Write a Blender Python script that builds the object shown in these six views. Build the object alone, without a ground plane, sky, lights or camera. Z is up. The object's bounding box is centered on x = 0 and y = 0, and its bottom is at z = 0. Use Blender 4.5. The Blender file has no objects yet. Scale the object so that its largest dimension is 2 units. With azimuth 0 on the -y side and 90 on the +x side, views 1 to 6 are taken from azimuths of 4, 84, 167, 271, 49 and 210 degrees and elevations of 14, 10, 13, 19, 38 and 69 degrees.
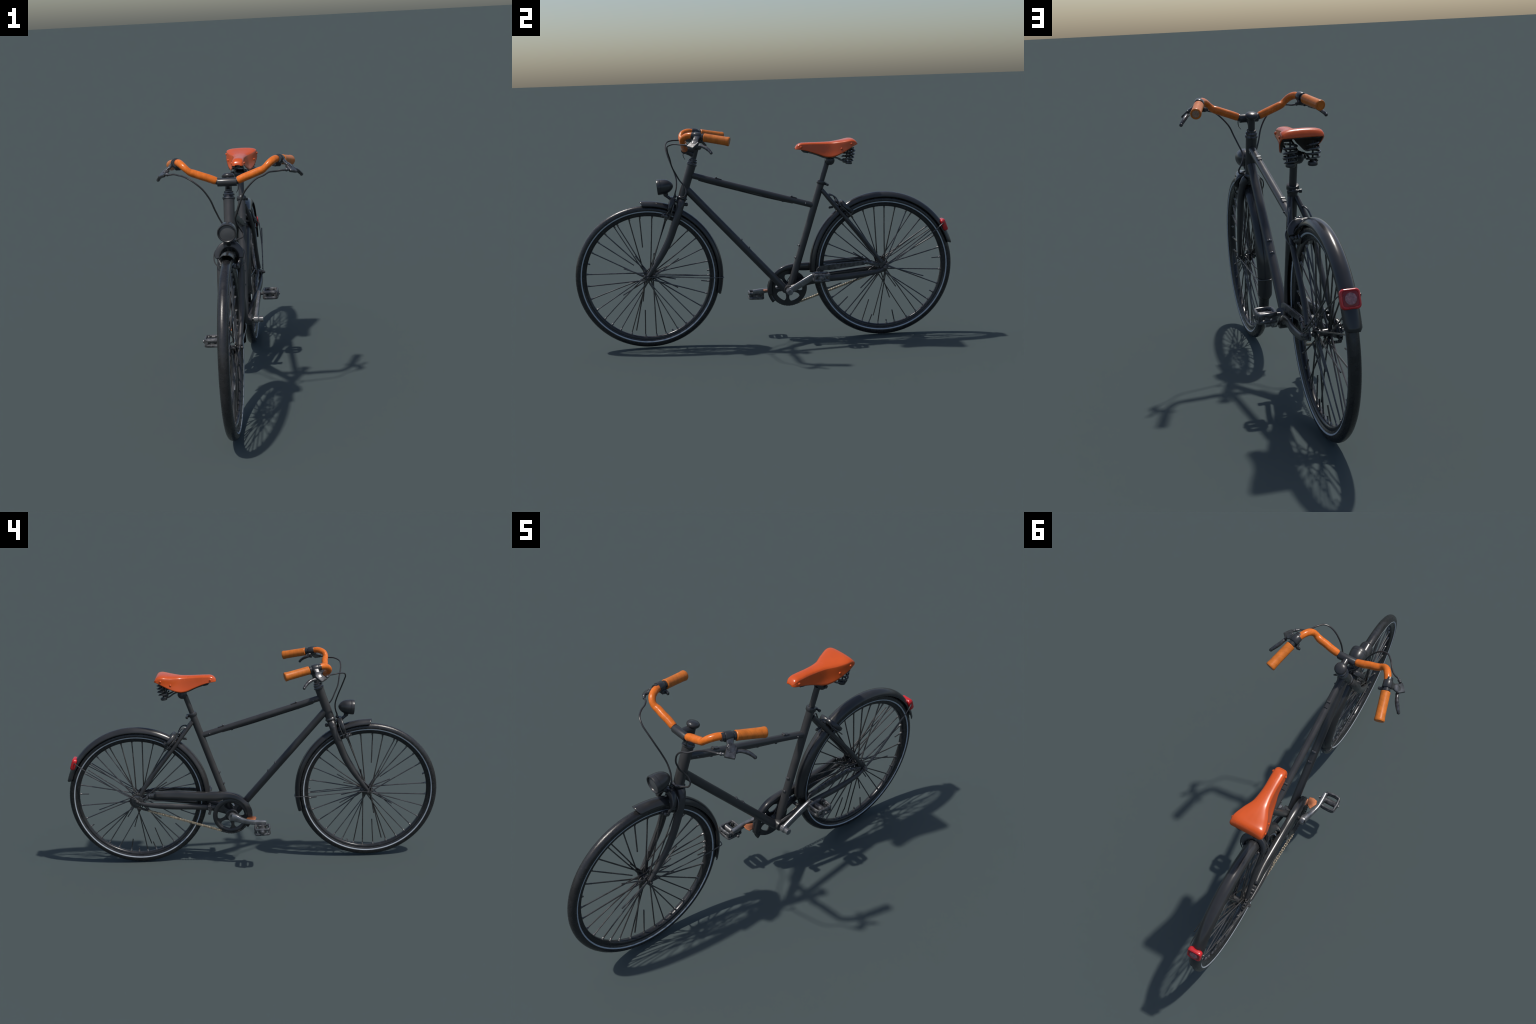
"""City bicycle: charcoal diamond frame, orange leather saddle, grips and bar wrap,
black mudguards, half-length chain guard, head and tail lamp.
Frame of reference: front wheel towards -y, chain side towards -x, z up, metres."""
import bpy, math, random
from mathutils import Vector, Matrix

random.seed(11)
V = Vector
COL = bpy.context.scene.collection

# ------------------------------------------------------------------ materials
def new_mat(name):
    m = bpy.data.materials.new(name)
    m.use_nodes = True
    nt = m.node_tree
    b = nt.nodes["Principled BSDF"]
    return m, nt, b

def surf(name, col, rough=0.45, metal=0.0, var=0.25, scale=30.0, bump=0.0, bscale=200.0,
         coat=0.0, rough_var=0.12, spec=0.5, col2=None):
    """Principled surface whose colour wanders a little with two octaves of noise."""
    m, nt, b = new_mat(name)
    N, L = nt.nodes, nt.links
    tc = N.new("ShaderNodeTexCoord")
    no = N.new("ShaderNodeTexNoise"); no.inputs["Scale"].default_value = scale
    no.inputs["Detail"].default_value = 5
    L.new(tc.outputs["Object"], no.inputs["Vector"])
    ramp = N.new("ShaderNodeValToRGB")
    c2 = col2 or tuple(min(1, c * (1 + var)) for c in col)
    c1 = tuple(c * (1 - var) for c in col)
    ramp.color_ramp.elements[0].position = 0.32
    ramp.color_ramp.elements[1].position = 0.68
    ramp.color_ramp.elements[0].color = (*c1, 1)
    ramp.color_ramp.elements[1].color = (*c2, 1)
    L.new(no.outputs["Fac"], ramp.inputs["Fac"])
    L.new(ramp.outputs["Color"], b.inputs["Base Color"])
    mr = N.new("ShaderNodeMapRange")
    mr.inputs["To Min"].default_value = max(0.05, rough - rough_var)
    mr.inputs["To Max"].default_value = min(1, rough + rough_var)
    L.new(no.outputs["Fac"], mr.inputs["Value"])
    L.new(mr.outputs["Result"], b.inputs["Roughness"])
    b.inputs["Metallic"].default_value = metal
    b.inputs["Specular IOR Level"].default_value = spec
    b.inputs["Coat Weight"].default_value = coat
    b.inputs["Coat Roughness"].default_value = 0.12
    if bump > 0:
        n2 = N.new("ShaderNodeTexNoise"); n2.inputs["Scale"].default_value = bscale
        n2.inputs["Detail"].default_value = 3
        L.new(tc.outputs["Object"], n2.inputs["Vector"])
        bp = N.new("ShaderNodeBump"); bp.inputs["Strength"].default_value = bump
        bp.inputs["Distance"].default_value = 0.002
        L.new(n2.outputs["Fac"], bp.inputs["Height"])
        L.new(bp.outputs["Normal"], b.inputs["Normal"])
    return m

def wrapped_leather(name, col, seam_axis, pitch, seam_dark, rough=0.34, spec=0.35, seam=0.25):
    """Leather with thin darker winding seams every `pitch` metres along an axis direction."""
    m = surf(name, col, rough=rough, var=0.12, scale=45, bump=0.12, bscale=400, spec=spec)
    nt = m.node_tree; N, L = nt.nodes, nt.links
    b = N["Principled BSDF"]
    base = b.inputs["Base Color"].links[0].from_socket
    tc = next(n for n in N if n.bl_idname == "ShaderNodeTexCoord")
    dot = N.new("ShaderNodeVectorMath"); dot.operation = "DOT_PRODUCT"
    a = V(seam_axis).normalized()
    dot.inputs[1].default_value = a
    ab = N.new("ShaderNodeVectorMath"); ab.operation = "ABSOLUTE"
    L.new(tc.outputs["Object"], ab.inputs[0])
    L.new(ab.outputs["Vector"], dot.inputs[0])
    wob = N.new("ShaderNodeTexNoise"); wob.inputs["Scale"].default_value = 60
    L.new(tc.outputs["Object"], wob.inputs["Vector"])
    ad = N.new("ShaderNodeMath"); ad.operation = "MULTIPLY_ADD"
    ad.inputs[1].default_value = 0.004
    L.new(wob.outputs["Fac"], ad.inputs[0]); L.new(dot.outputs["Value"], ad.inputs[2])
    dv = N.new("ShaderNodeMath"); dv.operation = "DIVIDE"; dv.inputs[1].default_value = pitch
    L.new(ad.outputs[0], dv.inputs[0])
    fr = N.new("ShaderNodeMath"); fr.operation = "FRACT"; L.new(dv.outputs[0], fr.inputs[0])
    lt = N.new("ShaderNodeMath"); lt.operation = "LESS_THAN"; lt.inputs[1].default_value = 0.06
    L.new(fr.outputs[0], lt.inputs[0])
    mul = N.new("ShaderNodeMath"); mul.operation = "MULTIPLY"; mul.inputs[1].default_value = seam
    L.new(lt.outputs[0], mul.inputs[0])
    mix = N.new("ShaderNodeMix"); mix.data_type = "RGBA"
    mix.inputs[7].default_value = (*seam_dark, 1)
    L.new(mul.outputs[0], mix.inputs[0]); L.new(base, mix.inputs[6])
    L.new(mix.outputs[2], b.inputs["Base Color"])
    return m

M = dict(
    paint=surf("charcoal_matt_paint", (0.039, 0.0385, 0.0395), rough=0.35, var=0.10, scale=18, bump=0.04, bscale=500),
    black=surf("black_lacquer", (0.028, 0.029, 0.031), rough=0.32, var=0.15, scale=25, coat=0.1),
    guard=surf("black_mudguard_lacquer", (0.031, 0.031, 0.032), rough=0.23, var=0.12, scale=12, bump=0.04, bscale=60),
    tyre=surf("tyre_rubber", (0.020, 0.020, 0.021), rough=0.27, var=0.18, scale=40, bump=0.25, bscale=350),
    stripe=surf("reflective_tyre_band", (0.42, 0.46, 0.50), rough=0.4, var=0.08, scale=60),
    rim=surf("black_anodised_rim", (0.024, 0.0245, 0.026), rough=0.25, metal=0.2, var=0.2, scale=30),
    wire=surf("dark_steel_wire", (0.095, 0.092, 0.09), rough=0.26, metal=0.55, var=0.30, scale=14),  # base colour lightened to carry the sunlit look of the spokes
    nipple=surf("dull_nickel_nipples", (0.16, 0.155, 0.15), rough=0.30, metal=0.6, var=0.4, scale=120),
    pedal=surf("scuffed_pedal_alloy", (0.125, 0.125, 0.128), rough=0.40, metal=0.6, var=0.55, scale=70, bump=0.3, bscale=120),
    steel=surf("worn_dark_steel", (0.10, 0.10, 0.103), rough=0.30, metal=0.65, var=0.45, scale=60, bump=0.15, bscale=160),
    crank=surf("grey_cast_alloy", (0.22, 0.222, 0.228), rough=0.25, metal=0.65, var=0.25, scale=35, bump=0.06, bscale=150),
    chain=surf("oiled_brass_chain", (0.38, 0.32, 0.235), rough=0.32, metal=0.5, var=0.35, scale=90),
    saddle=surf("orange_saddle_leather", (0.60, 0.084, 0.010), rough=0.26, var=0.06, scale=10, bump=0.04, bscale=500, coat=0.2, spec=.4),
    underside=surf("saddle_underside_leather", (0.055, 0.045, 0.038), rough=0.7, var=0.25, scale=60),
    barwrap=wrapped_leather("orange_bar_wrap", (0.69, 0.158, 0.017), (1, 0, 0), 0.041, (0.32, 0.065, 0.010), rough=0.26, seam=.16),
    grip=wrapped_leather("orange_grip_leather", (0.60, 0.160, 0.020), (0.28, 0.95, 0.0), 0.019, (0.28, 0.07, 0.012), rough=0.38, seam=.42),
    cap=surf("worn_grip_end_cap", (0.33, 0.19, 0.12), rough=0.55, var=0.4, scale=260),
    red=surf("red_lamp_plastic", (0.55, 0.016, 0.020), rough=0.25, var=0.12, scale=25, coat=0.3),
    redlens=surf("pale_red_reflector", (0.36, 0.15, 0.155), rough=0.25, var=0.35, scale=120, coat=0.3),
    reddark=surf("dark_red_lamp_well", (0.30, 0.016, 0.020), rough=0.3, var=0.2, scale=40),
    lens=surf("smoked_lamp_lens", (0.075, 0.078, 0.082), rough=0.35, var=0.12, scale=25, coat=0.2),
    copper=surf("copper_orange_tab", (0.50, 0.16, 0.055), rough=0.32, metal=0.3, var=0.2, scale=50),
    cable=surf("black_cable_housing", (0.030, 0.029, 0.030), rough=0.32, var=0.2, scale=40),
)

# ------------------------------------------------------------------ mesh helpers
class Geo:
    """Collects vertices and faces of one part."""
    def __init__(self):
        self.v, self.f = [], []
    def add(self, vs, fs):
        o = len(self.v)
        self.v += [tuple(p) for p in vs]
        self.f += [tuple(i + o for i in q) for q in fs]
        return self

def obj(name, geo, mat, parent, sharp=35, mods=(), **props):
    me = bpy.data.meshes.new(name)
    me.from_pydata(geo.v, [], geo.f)
    me.validate()
    for p in me.polygons:
        p.use_smooth = True
    import bmesh
    bm = bmesh.new(); bm.from_mesh(me)
    bmesh.ops.recalc_face_normals(bm, faces=bm.faces)
    bm.to_mesh(me); bm.free()
    me.set_sharp_from_angle(angle=math.radians(sharp))
    for mm in (mat if isinstance(mat, (list, tuple)) else [mat]):
        me.materials.append(mm)
    ob = bpy.data.objects.new(name, me)
    COL.objects.link(ob)
    ob.parent = parent
    for k, val in props.items():
        ob[k] = val
    for kind, kw in mods:
        md = ob.modifiers.new(kind.title(), kind)
        for k, val in kw.items():
            setattr(md, k, val)
    return ob

def empty(name, parent=None):
    e = bpy.data.objects.new(name, None)
    e.empty_display_size = 0.05
    COL.objects.link(e)
    e.parent = parent
    return e

def spline(pts, per=8, closed=False):
    """Catmull-Rom through the control points."""
    P = [V(p) for p in pts]
    n = len(P)
    out = []
    for i in range(n if closed else n - 1):
        if closed:
            a, b, c, d = P[(i - 1) % n], P[i], P[(i + 1) % n], P[(i + 2) % n]
        else:
            b, c = P[i], P[i + 1]
            a = P[i - 1] if i else b * 2 - c
            d = P[i + 2] if i + 2 < n else c * 2 - b
        for k in range(per):
            t = k / per
            out.append(0.5 * ((2 * b) + (c - a) * t + (2 * a - 5 * b + 4 * c - d) * t * t
                              + (3 * b - a - 3 * c + d) * t ** 3))
    if not closed:
        out.append(P[-1])
    return out

def curve1(xs, ys, x):
    """Smooth 1-D interpolation (monotone cubic-ish Hermite)."""
    if x <= xs[0]: return ys[0]
    if x >= xs[-1]: return ys[-1]
    for i in range(len(xs) - 1):
        if xs[i] <= x <= xs[i + 1]:
            h = xs[i + 1] - xs[i]
            t = (x - xs[i]) / h
            s = lambda j: (ys[j + 1] - ys[j]) / (xs[j + 1] - xs[j])
            m0 = s(i) if i == 0 else (0 if s(i) * s(i - 1) <= 0 else 2 * s(i) * s(i - 1) / (s(i) + s(i - 1)))
            m1 = s(i) if i + 2 >= len(xs) else (0 if s(i) * s(i + 1) <= 0 else 2 * s(i) * s(i + 1) / (s(i) + s(i + 1)))
            return ((1 + 2 * t) * (1 - t) ** 2 * ys[i] + t * (1 - t) ** 2 * h * m0
                    + t * t * (3 - 2 * t) * ys[i + 1] + t * t * (t - 1) * h * m1)

def tube(g, pts, r, n=14, closed=False, side=None, squash=1.0, caps=True, box=1.0):
    """Sweep a round or oval section along points. r: number, list or function of 0..1.
    `side` fixes the first axis of the section; squash scales along it; box < 1 squares it off."""
    P = [V(p) for p in pts]
    m = len(P)
    rr = [r(i / (m - 1)) if callable(r) else (r[i] if isinstance(r, list) else r) for i in range(m)]
    T = []
    for i in range(m):
        a = P[(i - 1) % m] if (closed or i) else P[0]
        b = P[(i + 1) % m] if (closed or i < m - 1) else P[-1]
        T.append((b - a).normalized())
    ref = V(side) if side else (V((0, 0, 1)) if abs(T[0].z) < 0.9 else V((0, 1, 0)))
    u = (ref - T[0] * ref.dot(T[0])).normalized()
    vs, fs = [], []
    for i in range(m):
        base = V(side) if side else u
        u = (base - T[i] * base.dot(T[i])).normalized()
        w = T[i].cross(u)
        sq = squash(i / (m - 1)) if callable(squash) else squash
        for k in range(n):
            a = 2 * math.pi * k / n
            ca, sa = math.cos(a), math.sin(a)
            ca, sa = math.copysign(abs(ca) ** box, ca), math.copysign(abs(sa) ** box, sa)
            vs.append(P[i] + u * (rr[i] * sq * ca) + w * (rr[i] * sa))
    for i in range(m if closed else m - 1):
        j = (i + 1) % m
        for k in range(n):
            l = (k + 1) % n
            fs.append((i * n + k, i * n + l, j * n + l, j * n + k))
    if caps and not closed:
        fs.append(tuple(range(n - 1, -1, -1)))
        fs.append(tuple(range((m - 1) * n, m * n)))
    g.add(vs, fs)
    return g

def lathe(g, prof, origin, axis, n=28, closed_prof=False):
    """Revolve (distance along axis, radius) pairs about the axis."""
    o, ax = V(origin), V(axis).normalized()
    u = ax.orthogonal().normalized(); w = ax.cross(u)
    vs, fs = [], []
    m = len(prof)
    for t, r in prof:
        r = max(r, 1e-5)
        for k in range(n):
            a = 2 * math.pi * k / n
            vs.append(o + ax * t + u * (r * math.cos(a)) + w * (r * math.sin(a)))
    for i in range(m if closed_prof else m - 1):
        j = (i + 1) % m
        for k in range(n):
            l = (k + 1) % n
            fs.append((i * n + k, i * n + l, j * n + l, j * n + k))
    if not closed_prof:
        fs.append(tuple(range(n - 1, -1, -1)))
        fs.append(tuple(range((m - 1) * n, m * n)))
    g.add(vs, fs)
    return g

def ball(g, c, r, n=14, squash=(1, 1, 1)):
    vs, fs = [], []
    rows = n // 2
    for i in range(rows + 1):
        th = math.pi * i / rows
        for k in range(n):
            a = 2 * math.pi * k / n
            vs.append(V(c) + V((r * squash[0] * math.sin(th) * math.cos(a),
                                r * squash[1] * math.sin(th) * math.sin(a),
                                r * squash[2] * math.cos(th))))
    for i in range(rows):
        for k in range(n):
            l = (k + 1) % n
            fs.append((i * n + k, i * n + l, (i + 1) * n + l, (i + 1) * n + k))
    g.add(vs, fs)
    return g

def block(g, c, ax, ay, az, bev=0.15):
    """Chamfered box; ax, ay, az are half-extent vectors."""
    c, A = V(c), [V(ax), V(ay), V(az)]
    L = [a.length for a in A]
    b = bev * min(L)
    vs, idx = [], {}
    for sx in (-1, 1):
        for sy in (-1, 1):
            for sz in (-1, 1):
                for q in range(3):
                    s = [sx, sy, sz]
                    p = c.copy()
                    for k in range(3):
                        f = 1.0 if k == q else (L[k] - b) / L[k]
                        p += A[k] * (s[k] * f)
                    idx[(sx, sy, sz, q)] = len(vs); vs.append(p)
    fs = []
    for q in range(3):
        o1, o2 = (q + 1) % 3, (q + 2) % 3
        for s in (-1, 1):
            face = []
            for a, d in ((-1, -1), (1, -1), (1, 1), (-1, 1)):
                k = [0, 0, 0]; k[q], k[o1], k[o2] = s, a, d
                face.append(idx[(*k, q)])
            fs.append(tuple(face))
    for q in range(3):
        o1, o2 = (q + 1) % 3, (q + 2) % 3
        for a in (-1, 1):
            for d in (-1, 1):
                k0 = [0, 0, 0]; k0[o1], k0[o2] = a, d
                k1 = list(k0); k0[q], k1[q] = -1, 1
                fs.append((idx[(*k0, o1)], idx[(*k1, o1)], idx[(*k1, o2)], idx[(*k0, o2)]))
    for sx in (-1, 1):
        for sy in (-1, 1):
            for sz in (-1, 1):
                fs.append(tuple(idx[(sx, sy, sz, q)] for q in range(3)))
    g.add(vs, fs)
    return g

def slab(g, outline, nrm, thick, bev=0.0015):
    """Extrude a planar outline along nrm by +-thick/2, with chamfered rims."""
    P = [V(p) for p in outline]; n = V(nrm).normalized()
    c = sum(P, V()) / len(P)
    k = len(P)
    def inset(p):
        d = p - c
        return p - d.normalized() * min(bev, d.length * .5)
    rings = [[inset(p) - n * thick / 2 for p in P], [p - n * (thick / 2 - bev) for p in P],
             [p + n * (thick / 2 - bev) for p in P], [inset(p) + n * thick / 2 for p in P]]
    vs = [p for r in rings for p in r]
    fs = []
    for i in range(3):
        for j in range(k):
            l = (j + 1) % k
            fs.append((i * k + j, i * k + l, (i + 1) * k + l, (i + 1) * k + j))
    fs.append(tuple(range(k - 1, -1, -1))); fs.append(tuple(range(3 * k, 4 * k)))
    g.add(vs, fs)
    return g

def mirror(pts):
    return [(-p[0], p[1], p[2]) for p in pts]

def wheel_pt(c, r, deg, x=0.0):
    a = math.radians(deg)
    return V((x, c[0] + r * math.cos(a), c[1] + r * math.sin(a)))

# ------------------------------------------------------------------ main dimensions (y, z)
FW, RW = (-0.6240, 0.3800), (0.622, 0.3760)       # wheel centres
TYRE_R = 0.3760
FMG, FMG_R = (-0.6270, 0.3830), 0.3945            # front mudguard arc
RMG, RMG_R = (0.6215, 0.3815), 0.3920             # rear mudguard arc
BB = V((0, 0.111, 0.2735))
SEAT_LO = V((0, .1185, .2720))                        # bottom bracket
HEAD_LO, HEAD_HI = V((0, -0.430, 0.787)), V((0, -0.3715, 0.958))
SEAT_TOP = V((0, 0.3020, 0.838))
STEER = (HEAD_HI - HEAD_LO).normalized()
SEATDIR = (SEAT_TOP - SEAT_LO).normalized()

bike = empty("city_bicycle")
bike["label"] = "charcoal city bicycle with orange leather saddle and grips"
bike["category"] = "bicycle"

# ------------------------------------------------------------------ wheels
# Every spoke of the two hand-laced, weathered wheels:
# (angle at the rim in degrees, place along the hub in mm, offset from the axle in mm, start, end), start/end as share of the
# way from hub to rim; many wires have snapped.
SPOKES = {
    "front": [(83.7, -16, -10, 0, 1), (95.1, -16, 14, 0.49, 1), (105.2, -23, 15, 0, 1), (117.3, -31, -1, 0, 1), (120.6, -17, 4, 0, 1),
              (131.6, -13, -15, 0, 1), (141.8, 19, -15, 0.3, 1), (153.2, -17, 13, 0, 1), (164.5, -22, 10, 0.95, 1), (174.7, -8, -20, 0, 1),
              (186.1, -2, 16, 0, 1), (198.8, -16, 3, 0, 1), (210.6, -8, -9, 0, 1), (221.9, 34, -18, 0, 1), (230.6, 9, 14, 0, 1),
              (240.1, -14, 13, 0, 1), (251.1, 4, -3, 0, 1), (255.1, -10, -13, 0.1, 0.91), (264.6, 15, -20, 0.54, 1), (274.9, -8, 25, 0, 1),
              (284.2, 11, 11, 0, 1), (291.1, 22, 15, 0.95, 1), (296.2, 27, -9, 0, 1), (305.6, 17, -12, 0, 1), (315.5, 15, 25, 0, 1),
              (327.8, -5, 10, 0, 1), (341, 15, -7, 0, 1), (358.8, 12, 9, 0, 1), (3.6, -22, 7, 0.96, 1), (12.3, -27, 12, 0, 1),
              (25.3, -17, 7, 0, 1), (37, -14, 3, 0, 1), (47.4, -24, 25, 0, 1), (71.2, 22, -2, 0, 1), (70, -20, 3, 0, 1),
              (353, 15, 5, 0.86, 1), (58, 20, -12, 0, 1), (158, 20, -4, 0, 0.42), (122, -20, -12, 0, 0.4), (79, -20, -20, 0, 0.4),
              (31, 20, -14, 0, 0.58), (16, 20, 12, 0, 0.42), (349, -20, 12, 0, 0.45), (334, -20, 14, 0, 0.52), (259, -20, -14, 0, 0.42),
              (212, 20, 6, 0, 0.5)],
    "rear": [(108.4, 12, 14, 0, 1), (97.5, 12, 27, 0, 1), (87.5, 7, -12, 0, 1), (76.8, -31, -8, 0, 1), (65.2, 25, -2, 0, 1),
              (60, -28, 19, 0, 1), (49.4, -23, -4, 0, 1), (39.2, -38, 27, 0, 1), (27.8, -20, -11, 0, 1), (15.2, 31, 12, 0, 1),
              (5.5, 22, 18, 0.84, 1), (353.7, -6, -16, 0, 1), (339.2, -23, 9, 0, 1), (329.9, 22, 2, 0.92, 1), (321.4, -35, -24, 0, 1),
              (314.1, -21, -13, 0, 1), (304.9, 20, 4, 0, 1), (294.3, 31, -44, 0.08, 1), (281.5, 26, 1, 0.77, 1), (273.6, -23, -17, 0.92, 1),
              (264.7, 21, 20, 0, 1), (255.7, 24, 39, 0.84, 1), (248.8, 10, -18, 0.61, 1), (258.2, -13, 27, 0.05, 0.86), (235.9, 22, 1, 0, 1),
              (229.8, -10, 11, 0, 1), (220.8, 24, -22, 0.77, 1), (210.2, -18, -20, 0, 1), (199.9, 23, -2, 0.74, 1), (167.3, 16, -15, 0, 1),
              (155.5, -16, 2, 0, 1), (142.8, -36, 19, 0, 1), (131.9, -22, -5, 0, 1), (120.6, 22, -5, 0, 1), (120.7, -22, -4, 0, 1),
              (186, -24, 10, 0, 1), (176, 24, -15, 0, 1), (150, 24, 18, 0, 0.56), (343, 24, 8, 0, 0.72), (224, -24, 12, 0, 0.52),
              (303, 24, -8, 0, 0.42), (285, 24, -20, 0, 0.55)],
}

def make_wheel(kind, c, hub_half, hub_r, flange_r, ax):
    w = empty("wheel", bike)
    ox = V((0, c[0], c[1]))
    # tyre: open torus whose beads meet the rim
    prof = []
    rc, hw = TYRE_R - 0.0225, 0.0215
    for k in range(25):
        a = math.radians(-128 + 256 * k / 24)
        rad = 0.0225 if abs(a) < 1.2 else 0.0225
        prof.append((hw * math.sin(a), rc + rad * math.cos(a)))
    prof += [(0.010, 0.330), (-0.010, 0.330)]
    obj("tyre", lathe(Geo(), prof, ox, (1, 0, 0), n=120, closed_prof=True), M["tyre"], w, sharp=50)
    # reflective band on each flank, a thin strip just proud of the rubber
    for s in (-1, 1):
        pr = []
        for a in (103, 108, 113, 118):
            q = math.radians(a)
            pr.append((s * (hw + 0.0006) * math.sin(q), rc + 0.0231 * math.cos(q)))
        pr += [(s * (hw - 0.0015) * math.sin(math.radians(118)), rc + 0.0215 * math.cos(math.radians(118))),
               (s * (hw - 0.0015) * math.sin(math.radians(103)), rc + 0.0215 * math.cos(math.radians(103)))]
        obj("reflective_band", lathe(Geo(), pr, ox, (1, 0, 0), n=120, closed_prof=True), M["stripe"], w, sharp=50)
    # rim: box section
    rp = [(-0.0135, 0.3400), (-0.0140, 0.3320), (-0.0125, 0.3245), (-0.0075, 0.3205), (0, 0.3195),
          (0.0075, 0.3205), (0.0125, 0.3245), (0.0140, 0.3320), (0.0135, 0.3400)]
    obj("rim", lathe(Geo(), rp, ox, (1, 0, 0), n=120, closed_prof=True), M["rim"], w, sharp=50)
    # hub
    g = Geo()
    h = hub_half
    lathe(g, [(-h, hub_r * .5), (-h, hub_r * .8), (-h + .004, hub_r * .8), (-h + .006, hub_r * .62),
              (-h * .72, hub_r * .62), (-h * .70, flange_r + .004), (-h * .64, flange_r + .004), (-h * .60, hub_r),
              (0, hub_r * .9), (h * .60, hub_r), (h * .64, flange_r + .004), (h * .70, flange_r + .004),
              (h * .72, hub_r * .62), (h - .006, hub_r * .62), (h - .004, hub_r * .8), (h, hub_r * .8), (h, hub_r * .5)],
          ox, (1, 0, 0), n=24)
    lathe(g, [(-ax, .0035), (-ax, .0055), (ax, .0055), (ax, .0035)], ox, (1, 0, 0), n=12)
    for s in (-1, 1):
        lathe(g, [(ax - .019, .0085), (ax - .018, .0105), (ax - .009, .0105), (ax - .008, .008), (ax - .002, .0075), (ax + .001, .004)], ox, (s, 0, 0), n=6)
    obj("hub", g, M["wire"], w)
    # spokes, flaring into a nipple at the rim
    nip = Geo()
    for deg, hub_mm, off_mm, f0, f1 in SPOKES[kind]:
        a = math.radians(deg); off = off_mm / 1000.0
        rimp = V((random.uniform(-.001, .001), .3222 * math.cos(a), .3222 * math.sin(a)))
        hubp = V((hub_mm / 1000.0, -off * math.sin(a), off * math.cos(a)))
        ts = [f0 + (f1 - f0) * i / 8 for i in range(9)]
        if f1 == 1:
            ts = sorted(set(ts + [max(f0, .955), .968, .985]))
        bow = V((random.uniform(-1, 1), random.uniform(-1, 1), random.uniform(-1, 1))) * .0016
        pts = [hubp.lerp(rimp, t) + bow * math.sin(math.pi * t) for t in ts]
        wire = random.uniform(.0028, .0034)
        if f1 == 1:
            tube(nip, [ox + hubp.lerp(rimp, q) for q in (.958, .963, .985, 1.0)], [.0030, .0044, .0050, .0066], n=8, side=(1, 0, 0))
        rr = [.0034 if t > .96 else
              wire * (1 + .35 * max(0, (.25 - t) / .25)) for t in ts]
        ob = obj("spoke", tube(Geo(), pts, rr, n=8, side=(0, -math.sin(a), math.cos(a))), M["wire"], w)
        ob.matrix_local = Matrix.Translation(ox + V((0, -.0015 if kind == "front" else 0, -.0012)))
    nb = obj("spoke_nipples", nip, M["nipple"], w); nb["kind"] = "stuff"
    return w

front_wheel = make_wheel("front", FW, 0.0265, 0.012, 0.019, 0.047)
rear_wheel = make_wheel("rear", RW, 0.036, 0.0135, 0.022, 0.078)

# rear sprocket
g = Geo()
lathe(g, [(-.062, .012), (-.062, .028), (-.0595, .032), (-.0565, .032), (-.054, .028), (-.050, .026), (-.050, .012)], (0, RW[0], RW[1]), (1, 0, 0), n=40)
obj("sprocket", g, M["steel"], rear_wheel)

# ------------------------------------------------------------------ frame
frame = empty("frame", bike)
def tube_obj(name, a, b, r, mat="paint", parent=frame, r2=None, n=28):
    r2 = r2 or r
    g = Geo()
    pts = [V(a).lerp(V(b), i / 8) for i in range(9)]
    tube(g, pts, lambda t: r + (r2 - r) * t, n=n)
    return obj(name, g, M[mat], parent)

g = Geo()
L = (HEAD_HI - HEAD_LO).length
lathe(g, [(.004, .018), (.004, .0236), (L * .5, .0230), (L - .004, .0236), (L - .004, .018)], HEAD_LO, STEER, n=32)
obj("head_tube", g, M["paint"], frame)
TT_F, TT_R = V((0, -0.385, 0.9050)), V((0, 0.262, 0.7160))
tube_obj("top_tube", TT_F, TT_R, 0.0160)
tube_obj("down_tube", (0, -.402, .8293), (0, .1015, .2670), 0.0196)
tube_obj("seat_tube", SEAT_LO, SEAT_TOP, 0.0188)
g = Geo()
lathe(g, [(-.037, .018), (-.037, .024), (-.033, .0255), (.030, .0255), (.034, .024), (.034, .018)], BB, (1, 0, 0), n=28)
obj("bottom_bracket", g, M["paint"], frame)

SS_X = 0.0485
for s in (-1, 1):
    # seat stay
    pts = spline([(s * .012, .303, .798), (s * .024, .335, .757), (s * .0360, .380, .701), (s * .0415, .430, .637), (s * .0425, .53, .511), (s * SS_X, .606, .404)], 6)
    obj("seat_stay", tube(Geo(), pts, lambda t: .0105 if t < .9 else .0095, n=16), M["paint"], frame)
    # chain stay: swells in the middle, slim at the dropout
    pts = spline([(s * .021, .125, .281), (s * .030, .20, .309), (s * .0350, .245, .319), (s * .0435, .33, .329), (s * .0525, .41, .335), (s * .0580, .50, .344), (s * .0600, .575, .354), (s * .0585, .606, .362), (s * .0575, .628, .370)], 6)
    obj("chain_stay", tube(Geo(), pts, lambda t: .0165 if t < .6 else .0165 - .0080 * min(1, (t - .6) / .28) if t < .9 else .0105, n=18, side=(1, 0, 0), squash=.72), M["paint"], frame)
    # dropout plate
    pl = [(s * SS_X, .588, .412), (s * SS_X, .612, .416), (s * SS_X, .634, .394), (s * SS_X, .645, .374), (s * SS_X, .636, .356),
          (s * SS_X, .600, .345), (s * SS_X, .575, .344), (s * SS_X, .575, .362), (s * SS_X, .600, .372)]
    obj("dropout", slab(Geo(), pl, (1, 0, 0), .006), M["steel"], frame)
# bridges
obj("seat_stay_bridge", tube(Geo(), [(-.036, .376, .705), (.036, .376, .705)], .0065, n=12), M["paint"], frame)
obj("chain_stay_bridge", tube(Geo(), [(-.044, .237, .316), (.044, .237, .316)], .008, n=12), M["paint"], frame)

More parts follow.
